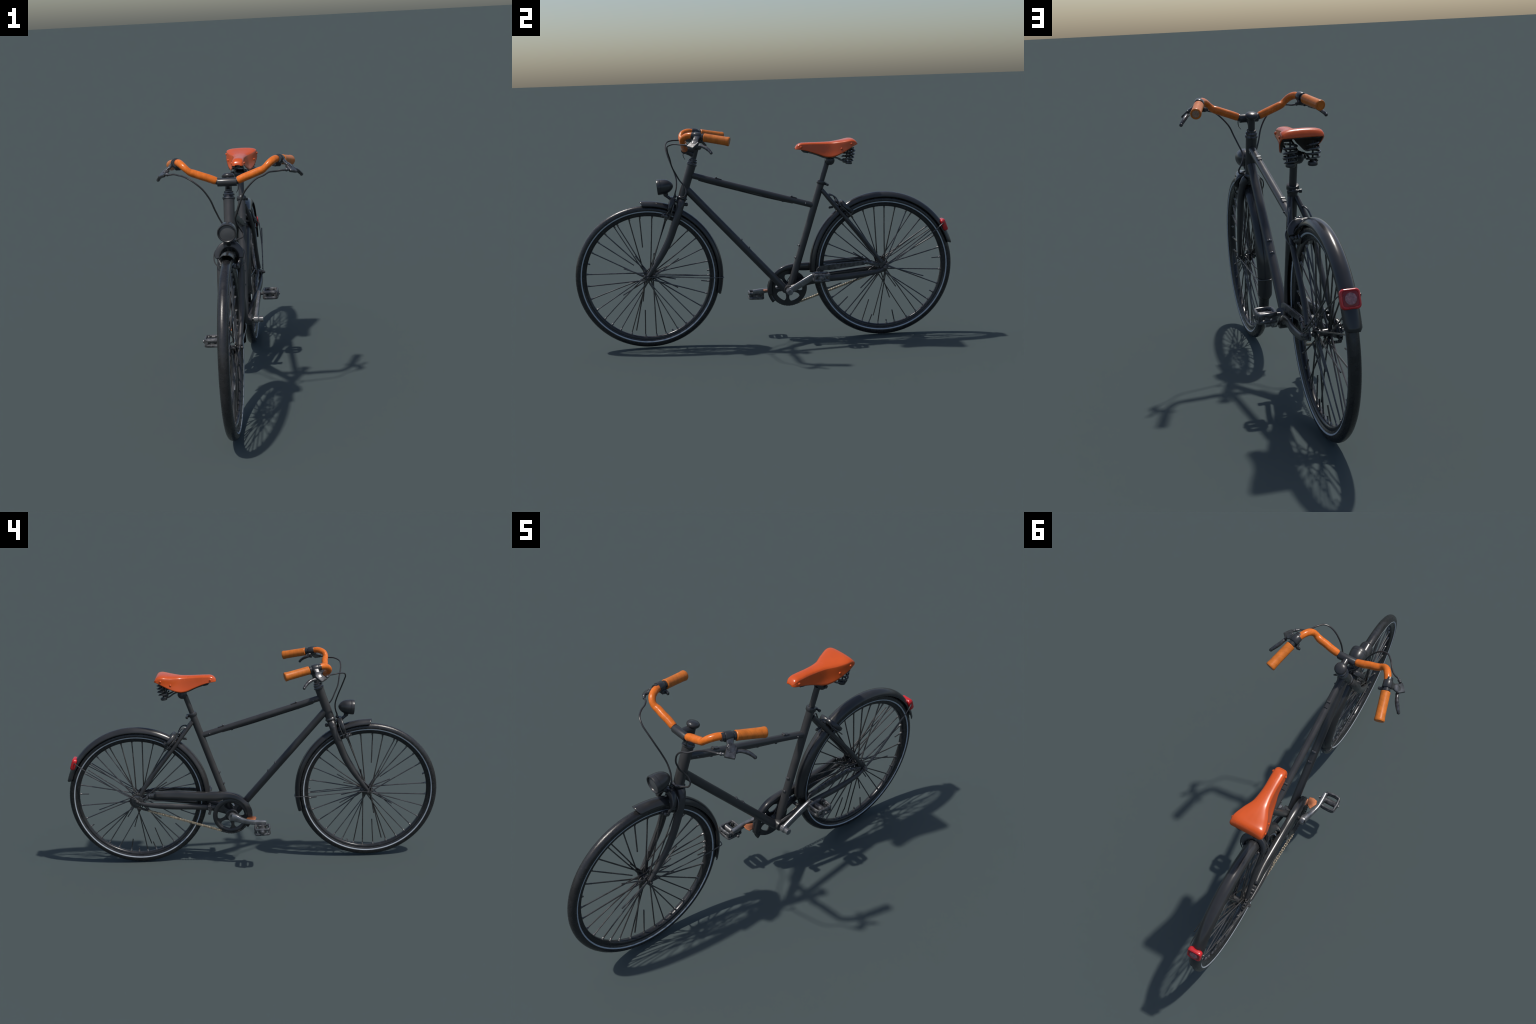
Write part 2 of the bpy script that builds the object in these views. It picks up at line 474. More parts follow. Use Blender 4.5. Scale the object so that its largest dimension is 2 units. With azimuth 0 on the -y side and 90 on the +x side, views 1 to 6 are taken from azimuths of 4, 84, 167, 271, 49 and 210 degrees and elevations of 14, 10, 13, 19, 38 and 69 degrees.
# cable run under the top tube, guides on top, bottle bosses
u = (TT_R - TT_F).normalized(); up = V((0, -u.z, u.y))
pts = spline([TT_F + u * .05 - up * .0165, TT_F + u * .12 - up * .0185, TT_F + u * .26 - up * .019, TT_F + u * .38 - up * .0195,
              TT_F + u * .45 - up * .0185, TT_F + u * .52 - up * .0165, TT_F + u * .56 - up * .0150], 8)
obj("rear_brake_cable", tube(Geo(), pts, .0032, n=10), M["cable"], frame)
for d in (.135, .262, .395, .505):
    g = Geo(); p = TT_F + u * d - up * .0165
    block(g, p, V((.007, 0, 0)), u * .006, up * .005, .3)
    obj("cable_clip", g, M["paint"], frame)
for d in (.150, .557):
    g = Geo(); p = TT_F + u * d + up * .0155
    block(g, p, V((.0085, 0, 0)), u * .016, up * .0038, .5)
    lathe(g, [(-.009, .0045), (-.008, .0055), (.008, .0055), (.009, .0045)], p - u * .013 + up * .002, V((1, 0, 0)), n=10)
    obj("cable_stop", g, M["paint"], frame)
for s in (-1, 1):
    for d in (.048, .625):
        g = Geo(); p = TT_F + u * d + V((s * .0155, 0, 0))
        ball(g, p, .0048)
        obj("pump_peg", g, M["steel"], frame)
dt = (BB - V((0, -.402, .824))).normalized(); dup = V((0, -dt.z, dt.y))
for p in (V((0, -.1295, .552)), V((0, -.0915, .508))):
    g = Geo(); block(g, p - dup * .004, (.0105, 0, 0), dt * .0045, dup * .0085, .5); lathe(g, [(0, .0045), (.0055, .0045), (.007, .002)], p, dup, n=10)
    obj("bottle_boss", g, M["steel"], frame)
sfw = V((0, -SEATDIR.z, SEATDIR.y))
for z in (.501, .437):
    p = SEAT_LO + SEATDIR * ((z - SEAT_LO.z) / SEATDIR.z) + sfw * .0188
    g = Geo(); block(g, p - sfw * .001, (.0100, 0, 0), SEATDIR * .0045, sfw * .0060, .5); lathe(g, [(0, .0045), (.007, .0045), (.008, .002)], p, sfw, n=10)
    obj("bottle_boss", g, M["steel"], frame)
# gear cable down to the bottom bracket
obj("gear_cable", tube(Geo(), spline([(-.012, .150, .395), (-.016, .128, .345), (-.014, .108, .315), (-.008, .098, .298)], 6), .0022, n=8), M["cable"], frame)
# chain stay clamp behind the seat tube
g = Geo()
block(g, (-.048, .236, .322), (.012, 0, 0), (0, .009, 0), (0, 0, .014), .4)
lathe(g, [(-.018, .007), (.018, .007)], (-.050, .232, .300), (0, .3, -.95), n=8)
obj("stay_clamp", g, M["steel"], frame)
# seat collar with bolt lug
g = Geo()
c0 = SEAT_TOP
lathe(g, [(-.012, .0185), (-.012, .0215), (-.009, .0235), (.004, .0235), (.008, .0215), (.009, .0145)], c0, SEATDIR, n=28)
bk = V((0, SEATDIR.z, -SEATDIR.y))
block(g, c0 + bk * .028 - SEATDIR * .004, (.010, 0, 0), bk * .010, SEATDIR * .006, .4)
lathe(g, [(-.026, .005), (-.025, .0075), (-.017, .0075), (-.016, .005), (.020, .005), (.021, .007), (.028, .007), (.029, .004)],
      c0 + bk * .031 - SEATDIR * .004, (1, 0, 0), n=12)
obj("seat_collar", g, M["black"], frame)

# ------------------------------------------------------------------ head set and fork
fork = empty("fork", bike)
g = Geo()
lathe(g, [(-.005, .018), (-.005, .0245), (-.002, .027), (.004, .027), (.007, .0235), (.011, .0225), (.013, .0245), (.018, .0245), (.020, .0215),
          (.023, .0195), (.026, .0205), (.030, .0195), (.032, .0145)], HEAD_HI, STEER, n=32)
lathe(g, [(-.020, .017), (-.020, .0200), (-.012, .0235), (-.005, .0255), (-.002, .0285), (.003, .0285), (.006, .0245), (.009, .0235), (.009, .018)], HEAD_LO, STEER, n=32)
obj("headset", g, M["steel"], fork)
CROWN = HEAD_LO - STEER * .030
g = Geo()
lathe(g, [(-.012, .013), (-.012, .0185), (.000, .0195), (.018, .0195), (.018, .015)], HEAD_LO - STEER * .030, STEER, n=28)
tube(g, spline([(-.036, -.446, .735), (-.030, -.441, .752), (0, -.440, .760), (.030, -.441, .752), (.036, -.446, .735)], 6), .0165, n=16)
lathe(g, [(.010, .0085), (.034, .0085), (.035, .0098), (.041, .0098), (.045, .008), (.047, .003)], (0, -.447, .752), (0, 1, 0), n=14)
obj("fork_crown", g, M["paint"], fork)
for s in (-1, 1):
    pts = spline([(s * .020, -.4335, .7735), (s * .031, -.4385, .757), (s * .0400, -.4535, .712), (s * .0435, -.471, .662), (s * .0435, -.503, .578), (s * .0420, -.543, .504),
                  (s * .0375, -.588, .437), (s * .0345, -.6225, .390)], 6)
    g = Geo()
    tube(g, pts, lambda t: curve1([0, .3, .6, 1], [.0195, .0195, .0165, .0092], t), n=18, side=(1, 0, 0), squash=lambda t: .72 + .2 * t)
    slab(g, [(s * .0345, -.632, .395), (s * .0345, -.613, .392), (s * .0345, -.612, .378), (s * .0345, -.620, .367), (s * .0345, -.634, .367), (s * .0345, -.641, .378)], (1, 0, 0), .006)
    obj("fork_blade", g, M["paint"], fork)

# ------------------------------------------------------------------ mudguards
def mudguard(name, c, R, a0, a1, width, sag, flap_deg, parent, tip):
    """Arched channel swept round the wheel; rounded flap at the a1 end, flared lip at a0 if tip."""
    g = Geo()
    n, k = 90, 13
    vs, fs = [], []
    span = abs(a1 - a0)
    for i in range(n + 1):
        t = i / n
        a = a0 + (a1 - a0) * t
        left = abs(a1 - a)
        wsc = 1.0
        if left < 2.2:                                   # rounded corners of the flap
            wsc = math.sqrt(max(0.0, 1 - (1 - left / 2.2) ** 2)) * .42 + .58
        lift = 0.0012 * max(0, 1 - t * n / 3) if tip else 0
        for j in range(k):
            q = -1 + 2 * j / (k - 1)
            x = width * math.sin(q * 1.25) / math.sin(1.25) * wsc
            dr = sag * (1 - math.cos(q * wsc * 1.25)) / (1 - math.cos(1.25))
            da = 0.0
            if tip:                                      # front edge cut slanting back at the sides
                da = -2.2 * abs(q) ** 2 * max(0, 1 - t * 12)
            vs.append(wheel_pt(c, R - dr + lift, a + da * (1 if a1 < a0 else -1), x))
    for i in range(n):
        for j in range(k - 1):
            fs.append((i * k + j, i * k + j + 1, (i + 1) * k + j + 1, (i + 1) * k + j))
    g.add(vs, fs)
    return obj(name, g, M["guard"], parent, sharp=60, mods=[("SOLIDIFY", dict(thickness=.0028, offset=0.0))])

mg_f = empty("mudguard", bike)
mudguard("mudguard_blade", FMG, FMG_R, 93.4, -16.5, .0300, .024, 3, mg_f, True)
mg_r = empty("mudguard", bike)
mudguard("mudguard_blade", RMG, RMG_R, 183.0, 15.6, .0295, .025, 3, mg_r, False)

# front stay: one wire bent round the back of the blade
e = [(.040, FW[0] + .004, FW[1] + .004), (.040, FW[0] + .10, FW[1] + .001), (.038, -.330, .3655), (.0335, -.258, .362)]
wrap = [(.031, -.240, .361), (.022, -.2315, .360), (0, -.2285, .360)]
pts = spline(e + wrap + mirror(wrap[:2])[::-1] + mirror(e)[::-1], 6)
obj("mudguard_stay", tube(Geo(), pts, .0024, n=8), M["wire"], mg_f)
# rear stays: an upper pair to the lamp, a lower pair that stops short of the blade
for s in (-1, 1):
    obj("mudguard_stay", tube(Geo(), spline([(s * .068, RW[0] - .002, RW[1] + .006), (s * .064, .70, .424), (s * .056, .80, .492), (s * .045, .90, .558), (s * .0385, .940, .588), (s * .033, .950, .593)], 6), .0026, n=8), M["wire"], mg_r)
    obj("mudguard_stay", tube(Geo(), spline([(s * .066, RW[0] + .006, RW[1] + .016), (s * .064, .70, .440), (s * .060, .79, .503), (s * .057, .872, .562)], 6), .0030, n=8), M["wire"], mg_r)

# ------------------------------------------------------------------ head lamp
lamp = empty("headlight", bike)
LF, LB = V((0, -.5555, .8465)), V((0, -.4735, .8500))
lax = (LB - LF).normalized(); lax = V((0, lax.y, lax.z)).normalized()
lax = V((0, .995, .085)).normalized()
g = Geo()
lathe(g, [(.018, .030), (.019, .0394), (.028, .0394), (.042, .0374), (.054, .0338), (.064, .0286), (.072, .0222), (.078, .0152), (.0815, .0088), (.083, .0035), (.0833, .0004)], LF, lax, n=40)
obj("lamp_shell", g, M["black"], lamp)
g = Geo()
lathe(g, [(.006, .0320), (.001, .0335), (-.001, .0360), (.000, .0390), (.004, .0402), (.016, .0402), (.0185, .0396), (.0185, .034), (.006, .0315)], LF, lax, n=40, closed_prof=True)
obj("lamp_bezel", g, M["black"], lamp)
g = Geo()
lathe(g, [(.010, .0325), (.006, .0322), (.0045, .022), (.0035, .010), (.0032, .0001)], LF, lax, n=40)
obj("lamp_lens", g, M["lens"], lamp)
g = Geo()
lathe(g, [(-.004, .013), (.010, .0125), (.016, .010), (.018, .006)], (0, -.514, .816), (0, .15, -1), n=18)
tube(g, spline([(0, -.513, .803), (0, -.503, .796), (0, -.489, .784), (0, -.478, .778), (0, -.474, .766), (0, -.470, .745)], 5), .0082, n=12, side=(1, 0, 0), squash=1.3)
obj("lamp_bracket", g, M["black"], lamp)

# ------------------------------------------------------------------ tail lamp
tail = empty("taillight", bike)
TC = V((0.002, .9545, .5815)); tn = V((0, .945, .328)).normalized(); tu = V((0, -tn.z, tn.y))
def rrect(hw, hh, r, off, n=6):
    out = []
    for cx, cy, a0 in ((1, 1, 0), (-1, 1, 90), (-1, -1, 180), (1, -1, 270)):
        for i in range(n + 1):
            a = math.radians(a0 + 90 * i / n)
            out.append(TC + V((1, 0, 0)) * (cx * (hw - r) + r * math.cos(a)) + tu * (cy * (hh - r) + r * math.sin(a)) + tn * off)
    return out
def loft_rings(rings, cap=True):
    k = len(rings[0]); vs = [p for r in rings for p in r]; fs = []
    for i in range(len(rings) - 1):
        for j in range(k):
            l = (j + 1) % k
            fs.append((i * k + j, i * k + l, (i + 1) * k + l, (i + 1) * k + j))
    if cap:
        fs.append(tuple(range(k - 1, -1, -1))); fs.append(tuple(range((len(rings) - 1) * k, len(rings) * k)))
    return Geo().add(vs, fs)
g = loft_rings([rrect(.0290, .0280, .012, -.011), rrect(.0325, .0315, .0140, -.007), rrect(.0335, .0325, .0145, .000), rrect(.0335, .0325, .0145, .008), rrect(.0318, .0308, .0135, .0125),
                rrect(.0288, .0278, .0120, .0142), rrect(.0268, .0258, .0110, .0132), rrect(.0255, .0245, .0105, .0108)])
obj("lamp_housing", g, M["red"], tail, sharp=50)
g = loft_rings([rrect(.0250, .0240, .0105, .009), rrect(.0250, .0240, .0105, .0114), rrect(.0215, .0205, .0105, .0122)])
obj("lamp_well", g, M["reddark"], tail)
g = Geo()
lathe(g, [(.012, .0195), (.0145, .0192), (.0155, .0180), (.0150, .0165), (.0156, .0150), (.0150, .0130), (.0156, .0105), (.0150, .0085), (.0156, .006), (.0155, .0001)], TC, tn, n=36)
obj("reflector_lens", g, M["redlens"], tail, sharp=60)
g = Geo()
block(g, TC - tn * .010 + tu * .002, (.020, 0, 0), tu * .022, tn * .009, .3)
for s in (-1, 1):
    lathe(g, [(-.008, .0035), (.002, .0035), (.003, .002)], V((s * .034, .948, .592)), (s, 0, 0), n=8)
obj("lamp_mount", g, M["black"], tail)

# ------------------------------------------------------------------ handlebar
bar = empty("handlebar", bike)
g = Geo()
CAP = V((0, -.3445, 1.0460))
q0 = HEAD_HI + STEER * .020
tube(g, [q0.lerp(CAP, i / 6) for i in range(7)], .0147, n=24)
tube(g, spline([(0, -.352, 1.030), (0, -.372, 1.0325), (0, -.405, 1.0325)], 5), lambda t: .0150 + .001 * t, n=20)
tube(g, spline([(0, -.362, 1.006), (0, -.376, 1.0155), (0, -.392, 1.023), (0, -.405, 1.029)], 4), .0140, n=16)
lathe(g, [(-.0405, .0135), (-.0405, .0170), (-.0375, .0178), (.0375, .0178), (.0405, .0170), (.0405, .0135)], (0, -.4060, 1.0330), (1, 0, 0), n=28)
for s in (-1, 1):
    lathe(g, [(.0405, .0145), (.048, .0140)], (0, -.4060, 1.0330), (s, 0, .12), n=20)
obj("stem", g, M["black"], bar)
g = Geo()
lathe(g, [(-.012, .014), (-.010, .021), (-.004, .0265), (.001, .0275), (.006, .0265), (.011, .022), (.014, .014), (.0152, .006), (.0155, .0001)], CAP + STEER * .0005, STEER, n=32)
obj("stem_cap", g, M["black"], bar)
BARPATH = [(.0443, -.4063, 1.0386), (.0777, -.4070, 1.0525), (.1070, -.4105, 1.0635), (.1330, -.4115, 1.0735), (.1500, -.4150, 1.0805), (.1605, -.4175, 1.0890),
           (.1715, -.4150, 1.0990), (.1850, -.4045, 1.1100), (.1985, -.3840, 1.1165), (.2090, -.3630, 1.1160), (.2195, -.3422, 1.1118)]
for s in (-1, 1):
    P = BARPATH if s > 0 else mirror(BARPATH)
    pts = spline(P, 7)
    g = Geo()
    tube(g, pts, lambda t: curve1([0, .015, .10, .32, .42, .52, .66, .78, .9, 1], [.0140, .0162, .0168, .0165, .0150, .0140, .0152, .0158, .0152, .0145], t), n=24)
    obj("bar_sleeve", g, M["barwrap"], bar, sharp=50)
    # bare bar under the controls
    g = Geo(); tube(g, [(s * .2145, -.358, 1.1142), (s * .2195, -.3420, 1.1125), (s * .2275, -.310, 1.1055)], .0150, n=20)
    lathe(g, [(-.004, .012), (-.003, .0175), (.003, .0175), (.004, .012)], (s * .2255, -.3185, 1.1075), (s * .28, .93, -.21), n=20)
    obj("bar_core", g, M["black"], bar)
    # grip
    a, b = V((s * .2262, -.3130, 1.1055)), V((s * .2600, -.1900, 1.0825))
    d = (b - a); Lg = d.length
    g = Geo()
    lathe(g, [(.000, .0150), (.000, .0195), (.003, .0216), (.010, .0211), (Lg * .5, .0211), (Lg - .018, .0216), (Lg - .008, .0229), (Lg - .003, .0229), (Lg, .0213), (Lg + .0008, .0160), (Lg - .0005, .0155), (Lg - .0005, .0001)], a, d, n=30)
    obj("grip", g, M["grip"], bar)
    g = Geo(); lathe(g, [(Lg - .003, .0150), (Lg + .0004, .0148), (Lg + .0008, .0001)], a, d, n=30)
    obj("grip_end_cap", g, M["cap"] if s > 0 else M["grip"], bar)
    # brake control: clamp band, housing plate, adjuster, lever
    ctl = empty("brake_control", bar)
    cc = V((s * .2190, -.3440, 1.1118)); cd = V((s * .22, .955, -.17)).normalized()
    g = Geo(); lathe(g, [(-.017, .0150), (-.017, .0195), (-.014, .0212), (.012, .0212), (.015, .0195), (.015, .0150)], cc, cd, n=28)
    lathe(g, [(-.0185, .0155), (-.0185, .0178), (-.030, .0168), (-.030, .0150)], cc, cd, n=24)
    obj("clamp_band", g, M["black"], ctl)
    g = Geo()
    arm = [(s * .2290, -.3450, 1.1180), (s * .2360, -.3480, 1.1080), (s * .2450, -.3540, 1.0960), (s * .2580, -.3570, 1.0880), (s * .2700, -.3660, 1.0760)]
    tube(g, spline(arm, 5), lambda t: curve1([0, .25, .5, .8, 1], [.0066, .0066, .0064, .0062, .0050], t), n=18, side=(s * .28, .95, -.1), squash=lambda t: curve1([0, .25, .5, .75, 1], [2.55, 2.4, 2.1, 2.6, 2.6], t), box=.6)
    # tilted cover plate of the lever body
    D, C, B, A = V((s * .2465, -.3715, 1.0930)), V((s * .2700, -.3385, 1.0870)), V((s * .2955, -.3710, 1.0600)), V((s * .2670, -.4020, 1.0700))
    pl = []
    for p, q, r_ in ((D, A, C), (C, D, B), (B, C, A), (A, B, D)):
        pl += [p.lerp(q, .16), p.lerp(q, .04).lerp(p.lerp(r_, .04), .5), p.lerp(r_, .16)]
    nrm = (C - D).cross(A - D).normalized()
    slab(g, [p + nrm * (-.0045 if nrm.z > 0 else .0045) for p in pl], nrm, .0125, .003)
    ball(g, (s * .2490, -.4020, 1.0740), .0078)
    lathe(g, [(-.012, .0062), (0, .0062), (.004, .0050), (.016, .0042)], (s * .2490, -.4020, 1.0740), (-s * .75, -.65, 0), n=12)
    ball(g, (s * .2500, -.3690, 1.0930), .0058)
    obj("lever_housing", g, M["steel"], ctl, sharp=40)
    g = Geo()
    lp = spline([(s * .268, -.348, 1.0670), (s * .2735, -.3340, 1.0685), (s * .2800, -.3190, 1.0640), (s * .2885, -.3060, 1.0575), (s * .2990, -.2935, 1.0470), (s * .3080, -.2850, 1.0365)], 5)
    tube(g, lp, lambda t: curve1([0, .2, .55, .9, 1], [.0078, .0080, .0092, .0080, .0070], t), n=16, side=(0, 0, 1), squash=.95)
    ball(g, (s * .3085, -.2842, 1.0350), .0080)
    obj("brake_lever", g, M["steel"], ctl)
    g = Geo()
    block(g, (s * .212, -.333, 1.0900), (.013, 0, 0), (0, .012, -.003), (0, .003, .010), .4)
    block(g, (s * .196, -.324, 1.0860), (.009, 0, -.002), (0, .005, 0), (.001, 0, .007), .4)
    obj("shifter", g, M["black"], ctl)

# stray cable end hanging beside the stem on +x
obj("cable_end", tube(Geo(), spline([(.045, -.411, 1.026), (.0455, -.4150, 1.011), (.043, -.4115, .998), (.036, -.406, .9875)], 5), lambda t: .0022 - .001 * t, n=8), M["cable"], bar)
# brake cable housings
obj("brake_cable", tube(Geo(), spline([(.2443, -.4084, 1.0746), (.2051, -.4293, 1.0737), (.1787, -.4628, 1.0761), (.1567, -.4884, 1.0673), (.1286, -.4951, 1.0572), (.0994, -.4931, 1.0316), (.0718, -.4835, .9958),
     (.0556, -.4752, .9557), (.0413, -.4577, .9176), (.0296, -.4404, .8838), (.0319, -.4217, .8583), (.0421, -.4092, .8362), (.0540, -.4093, .8162), (.0522, -.4181, .7995), (.0382, -.4267, .7944), (.0220, -.4399, .7899)], 7), .0037, n=10), M["cable"], bar)
obj("brake_cable", tube(Geo(), spline([(-.2436, -.4082, 1.0728), (-.2195, -.4152, 1.0757), (-.1987, -.4344, 1.0733), (-.1790, -.4644, 1.0740), (-.1528, -.4923, 1.0676), (-.1207, -.5027, 1.0473), (-.0912, -.4974, 1.0171),
     (-.0670, -.4842, .9749), (-.0521, -.4676, .9299), (-.0360, -.4556, .8884), (-.0180, -.4546, .8540), (-.0051, -.4596, .8276), (.0020, -.4650, .8110), (-.0006, -.4660, .7969)], 7), .0037, n=10), M["cable"], bar)
g = Geo(); ball(g, (0, -.466, .797), .0085); lathe(g, [(0, .005), (.016, .0045)], (0, -.466, .797), (0, .1, 1), n=10)
obj("cable_anchor", g, M["black"], bar)

# ------------------------------------------------------------------ rim brakes
def rim_brake(parent, piv, out, dn, pad_c):
    """Side-pull caliper. piv: pivot bolt; out: unit towards the wheel's leading side; dn: unit towards the rim."""
    br = empty("rim_brake", parent)
    for s in (-1, 1):
        g = Geo()                                         # broad front arm hugging the mudguard
        pts = spline([piv + out * .0150 + V((-s * .014, 0, 0)), piv + out * .0150 + V((s * .018, 0, 0)) - dn * .001, piv + out * .0150 + V((s * .038, 0, 0)) + dn * .014,
                      piv + out * .0150 + V((s * .0485, 0, 0)) + dn * .036, piv + out * .0160 + V((s * .0485, 0, 0)) + dn * .052], 6)
        tube(g, pts, lambda t: curve1([0, .3, .7, 1], [.0120, .0148, .0130, .0105], t), n=20, side=tuple(out), squash=.80, box=.5)
        obj("brake_arm", g, M["black"], br)
        g = Geo()                                         # slim link down to the shoe
        pts = spline([piv + out * .006 + V((s * .012, 0, 0)) - dn * .010, piv + out * .006 + V((s * .036, 0, 0)) + dn * .004, piv + out * .008 + V((s * .049, 0, 0)) + dn * .032,
                      piv + out * .014 + V((s * .044, 0, 0)) + dn * .060, pad_c + V((s * .033, 0, 0)) - dn * .006], 6)
        tube(g, pts, lambda t: .0085 - .0015 * t, n=12, side=tuple(out), squash=.8)
        obj("brake_link", g, M["black"], br)
        # return spring wire bowing out at the side
        g = Geo()
        pts = spline([piv + V((s * .040, 0, 0)) + dn * .002 + out * .002, piv + V((s * .060, 0, 0)) + dn * .022, piv + V((s * .0665, 0, 0)) + dn * .046, piv + V((s * .062, 0, 0)) + dn * .070, piv + V((s * .048, 0, 0)) + dn * .088], 6)
        tube(g, pts, .0026, n=8)
        obj("brake_spring", g, M["wire"], br)
        # pad holder, pad and bolt
        g = Geo()
        tan = V((1, 0, 0)).cross(dn).normalized()
        block(g, pad_c + V((s * .022, 0, 0)), (.007, 0, 0), tan * .024, dn * .010, .4)
        lathe(g, [(.024, .005), (.024, .0125), (.030, .0130), (.036, .0105), (.041, .0095), (.043, .005)], pad_c, (s, 0, 0), n=14)
        ball(g, pad_c + V((s * .034, 0, 0)) + out * .012 - dn * .002, .0085)
        obj("brake_pad", g, M["steel"], br)
    g = Geo()
    lathe(g, [(-.034, .0045), (-.020, .0045), (-.018, .009), (.026, .009), (.029, .006), (.030, .002)], piv, out, n=12)
    obj("brake_bolt", g, M["steel"], br)
    return br

outF = V((0, -.93, -.37)).normalized() * 1.0
dnF = V((0, -.33, -.944)).normalized()
rim_brake(bike, V((0, -.468, .775)), V((0, -.944, .33)).normalized(), dnF, V((0, -.516, .698)))
dnR = V((0, .69, -.72)).normalized()
rim_brake(bike, V((0, .398, .713)), V((0, .72, .69)).normalized(), dnR, V((0, .446, .671)))
g = Geo()
for q in (-1, 1):
    tube(g, spline([(q * .021, .334, .768), (q * .028, .352, .7685), (q * .037, .372, .756), (q * .047, .392, .718), (q * .051, .414, .688)], 6), .0034, n=10)
ball(g, (0, .3783, .7320), .0100); ball(g, (.015, .3790, .7325), .0062)
lathe(g, [(-.010, .006), (.012, .006), (.014, .004)], (0, .352, .702), (0, -.8, -.1), n=10)
obj("rear_cable_noodle", g, M["steel"], bike)

# ------------------------------------------------------------------ saddle
saddle = empty("saddle", bike)
yE = [.167, .1945, .2282, .2619, .2953, .3201, .3444, .3688, .4083, .4556, .4790, .4860]
zE = [1.0150, 1.0125, 1.0051, .9938, .9821, .9726, .9690, .9735, .9914, 1.0197, 1.0315, 1.0330]
yW = [.1665, .169, .173, .179, .190, .200, .260, .300, .345, .400, .455, .475, .483, .4865]
wE = [.0120, .0190, .0240, .0280, .0310, .0320, .0345, .0420, .0515, .0680, .0780, .0765, .0720, .0640]
wS = [.0105, .0165, .0210, .0245, .0265, .0270, .0262, .0280, .0345, .0580, .0735, .0735, .0700, .0630]
yT = [.1668, .1690, .1731, .1790, .1859, .2024, .2442, .2944, .3446, .3779, .411, .4357, .4521, .4640, .4740, .4820, .4868]
zT = [1.0185, 1.0250, 1.0320, 1.0385, 1.0430, 1.0475, 1.0480, 1.0475, 1.0482, 1.0515, 1.0563, 1.0610, 1.0632, 1.0622, 1.0572, 1.0460, 1.0345]
ys = [.1668, .1678, .169, .171, .1735, .177, .1815, .187, .194] + [.202 + .0085 * i for i in range(30)] + [.4540, .4590, .4640, .4680, .4715, .4750, .4780, .4810, .4835, .4853, .4868]
def saddle_section(y):
    zt, ze = curve1(yT, zT, y), curve1(yE, zE, y)
    ws, we = curve1(yW, wS, y), curve1(yW, wE, y)
    ze = min(ze, zt - .001)
    h = zt - ze
    rd = min(.012, h * .4); k1 = .004 * min(1, h / .03)
    ctl = [(0, 0, zt), (ws * .40, 0, zt - .2 * k1), (ws * .74, 0, zt - .7 * k1 - .05 * rd), (ws * .95, 0, zt - .9 * k1 - rd * .42),
           (ws * 1.02, 0, zt - k1 - rd * .95), (ws * 1.02 + (we - ws * 1.02) * .45, 0, zt - max(h * .66, rd)), (we, 0, ze)]
    half = spline(ctl, 4)
    return [V((-p.x, y, p.z)) for p in half[::-1]] + [V((p.x, y, p.z)) for p in half[1:]]
rows = [saddle_section(y) for y in ys]
k = len(rows[0])
# sample evenly across the width and knit
vs = [p for r in rows for p in r]; fs = []
for i in range(len(rows) - 1):
    for j in range(k - 1):
        fs.append((i * k + j, i * k + j + 1, (i + 1) * k + j + 1, (i + 1) * k + j))
g = Geo().add(vs, fs)
sc = obj("saddle_cover", g, [M["saddle"], M["underside"]], saddle, sharp=80,
         mods=[("SOLIDIFY", dict(thickness=.0048, offset=-1.0, material_offset=1, material_offset_rim=0))])
for s in (-1, 1):
    for y, z in ((.1965, 1.0240), (.4030, 1.0110), (.4530, 1.0350)):
        zt, ze = curve1(yT, zT, y), curve1(yE, zE, y); ws, we = curve1(yW, wS, y), curve1(yW, wE, y)
        f = min(1, max(0, (zt - z) / (zt - ze)))
        x = ws * 1.02 + (we - ws * 1.02) * max(0, (f - .4) / .6) + .0005
        g = Geo(); ball(g, (s * x, y, z), .0062, squash=(.75, 1, 1))
        obj("rivet", g, M["saddle"], saddle)
    # coil spring: hour-glass helix with top plate and bottom cup
    g = Geo(); pts = []
    turns = 4.1; n = 150
    for i in range(n + 1):
        t = i / n
        r = .0180 + .0065 * math.sin(math.pi * t) ** .8 + .0016 * math.sin(7.3 * t + s)
        a = 2 * math.pi * turns * t + (0 if s > 0 else math.pi)
        cy = .4425 + .013 * t
        pts.append((s * .0405 + r * math.cos(a), cy + r * math.sin(a), .9455 + .068 * t))
    tube(g, pts, .0038, n=8)
    obj("coil_spring", g, M["wire"], saddle)
    g = Geo()
    lathe(g, [(-.009, .012), (-.009, .0155), (-.007, .0175), (.000, .0175), (.004, .016), (.005, .010)], (s * .0400, .4430, .9390), (0, .1, 1), n=24)
    tube(g, [(s * .0400, .443, .940), (s * .0405, .456, 1.020)], .0035, n=10)
    obj("spring_cup", g, M["black"], saddle)
    g = Geo()
    tube(g, spline([(s * .042, .432, .9400), (s * .040, .412, .9470), (s * .034, .390, .9605), (s * .026, .365, .9660), (s * .022, .335, .9640), (s * .021, .310, .9700), (s * .020, .275, .9850), (s * .019, .240, .9960), (s * .017, .212, 1.0030), (s * .012, .205, 1.008)], 5), .0042, n=10)
    obj("saddle_rail", g, M["wire"], saddle)
g = Geo()
block(g, (0, .222, 1.0010), (.024, 0, 0), (0, .014, -.003), (0, .001, .006), .4)
tube(g, spline([(-.066, .452, 1.0275), (-.040, .462, 1.0300), (0, .466, 1.0320), (.040, .462, 1.0300), (.066, .452, 1.0275)], 5), .0036, n=10)
obj("saddle_frame", g, M["black"], saddle)
g = Geo()
lathe(g, [(-.032, .008), (-.031, .014), (-.024, .0215), (-.016, .0240), (.016, .0240), (.024, .0215), (.031, .014), (.032, .008)], (0, .3490, .9495), (1, 0, 0), n=24)
lathe(g, [(-.042, .005), (-.041, .008), (.041, .008), (.042, .005)], (0, .3490, .9500), (1, 0, 0), n=10)
obj("saddle_clamp", g, M["black"], saddle)
post = empty("seat_post", bike)
g = Geo()
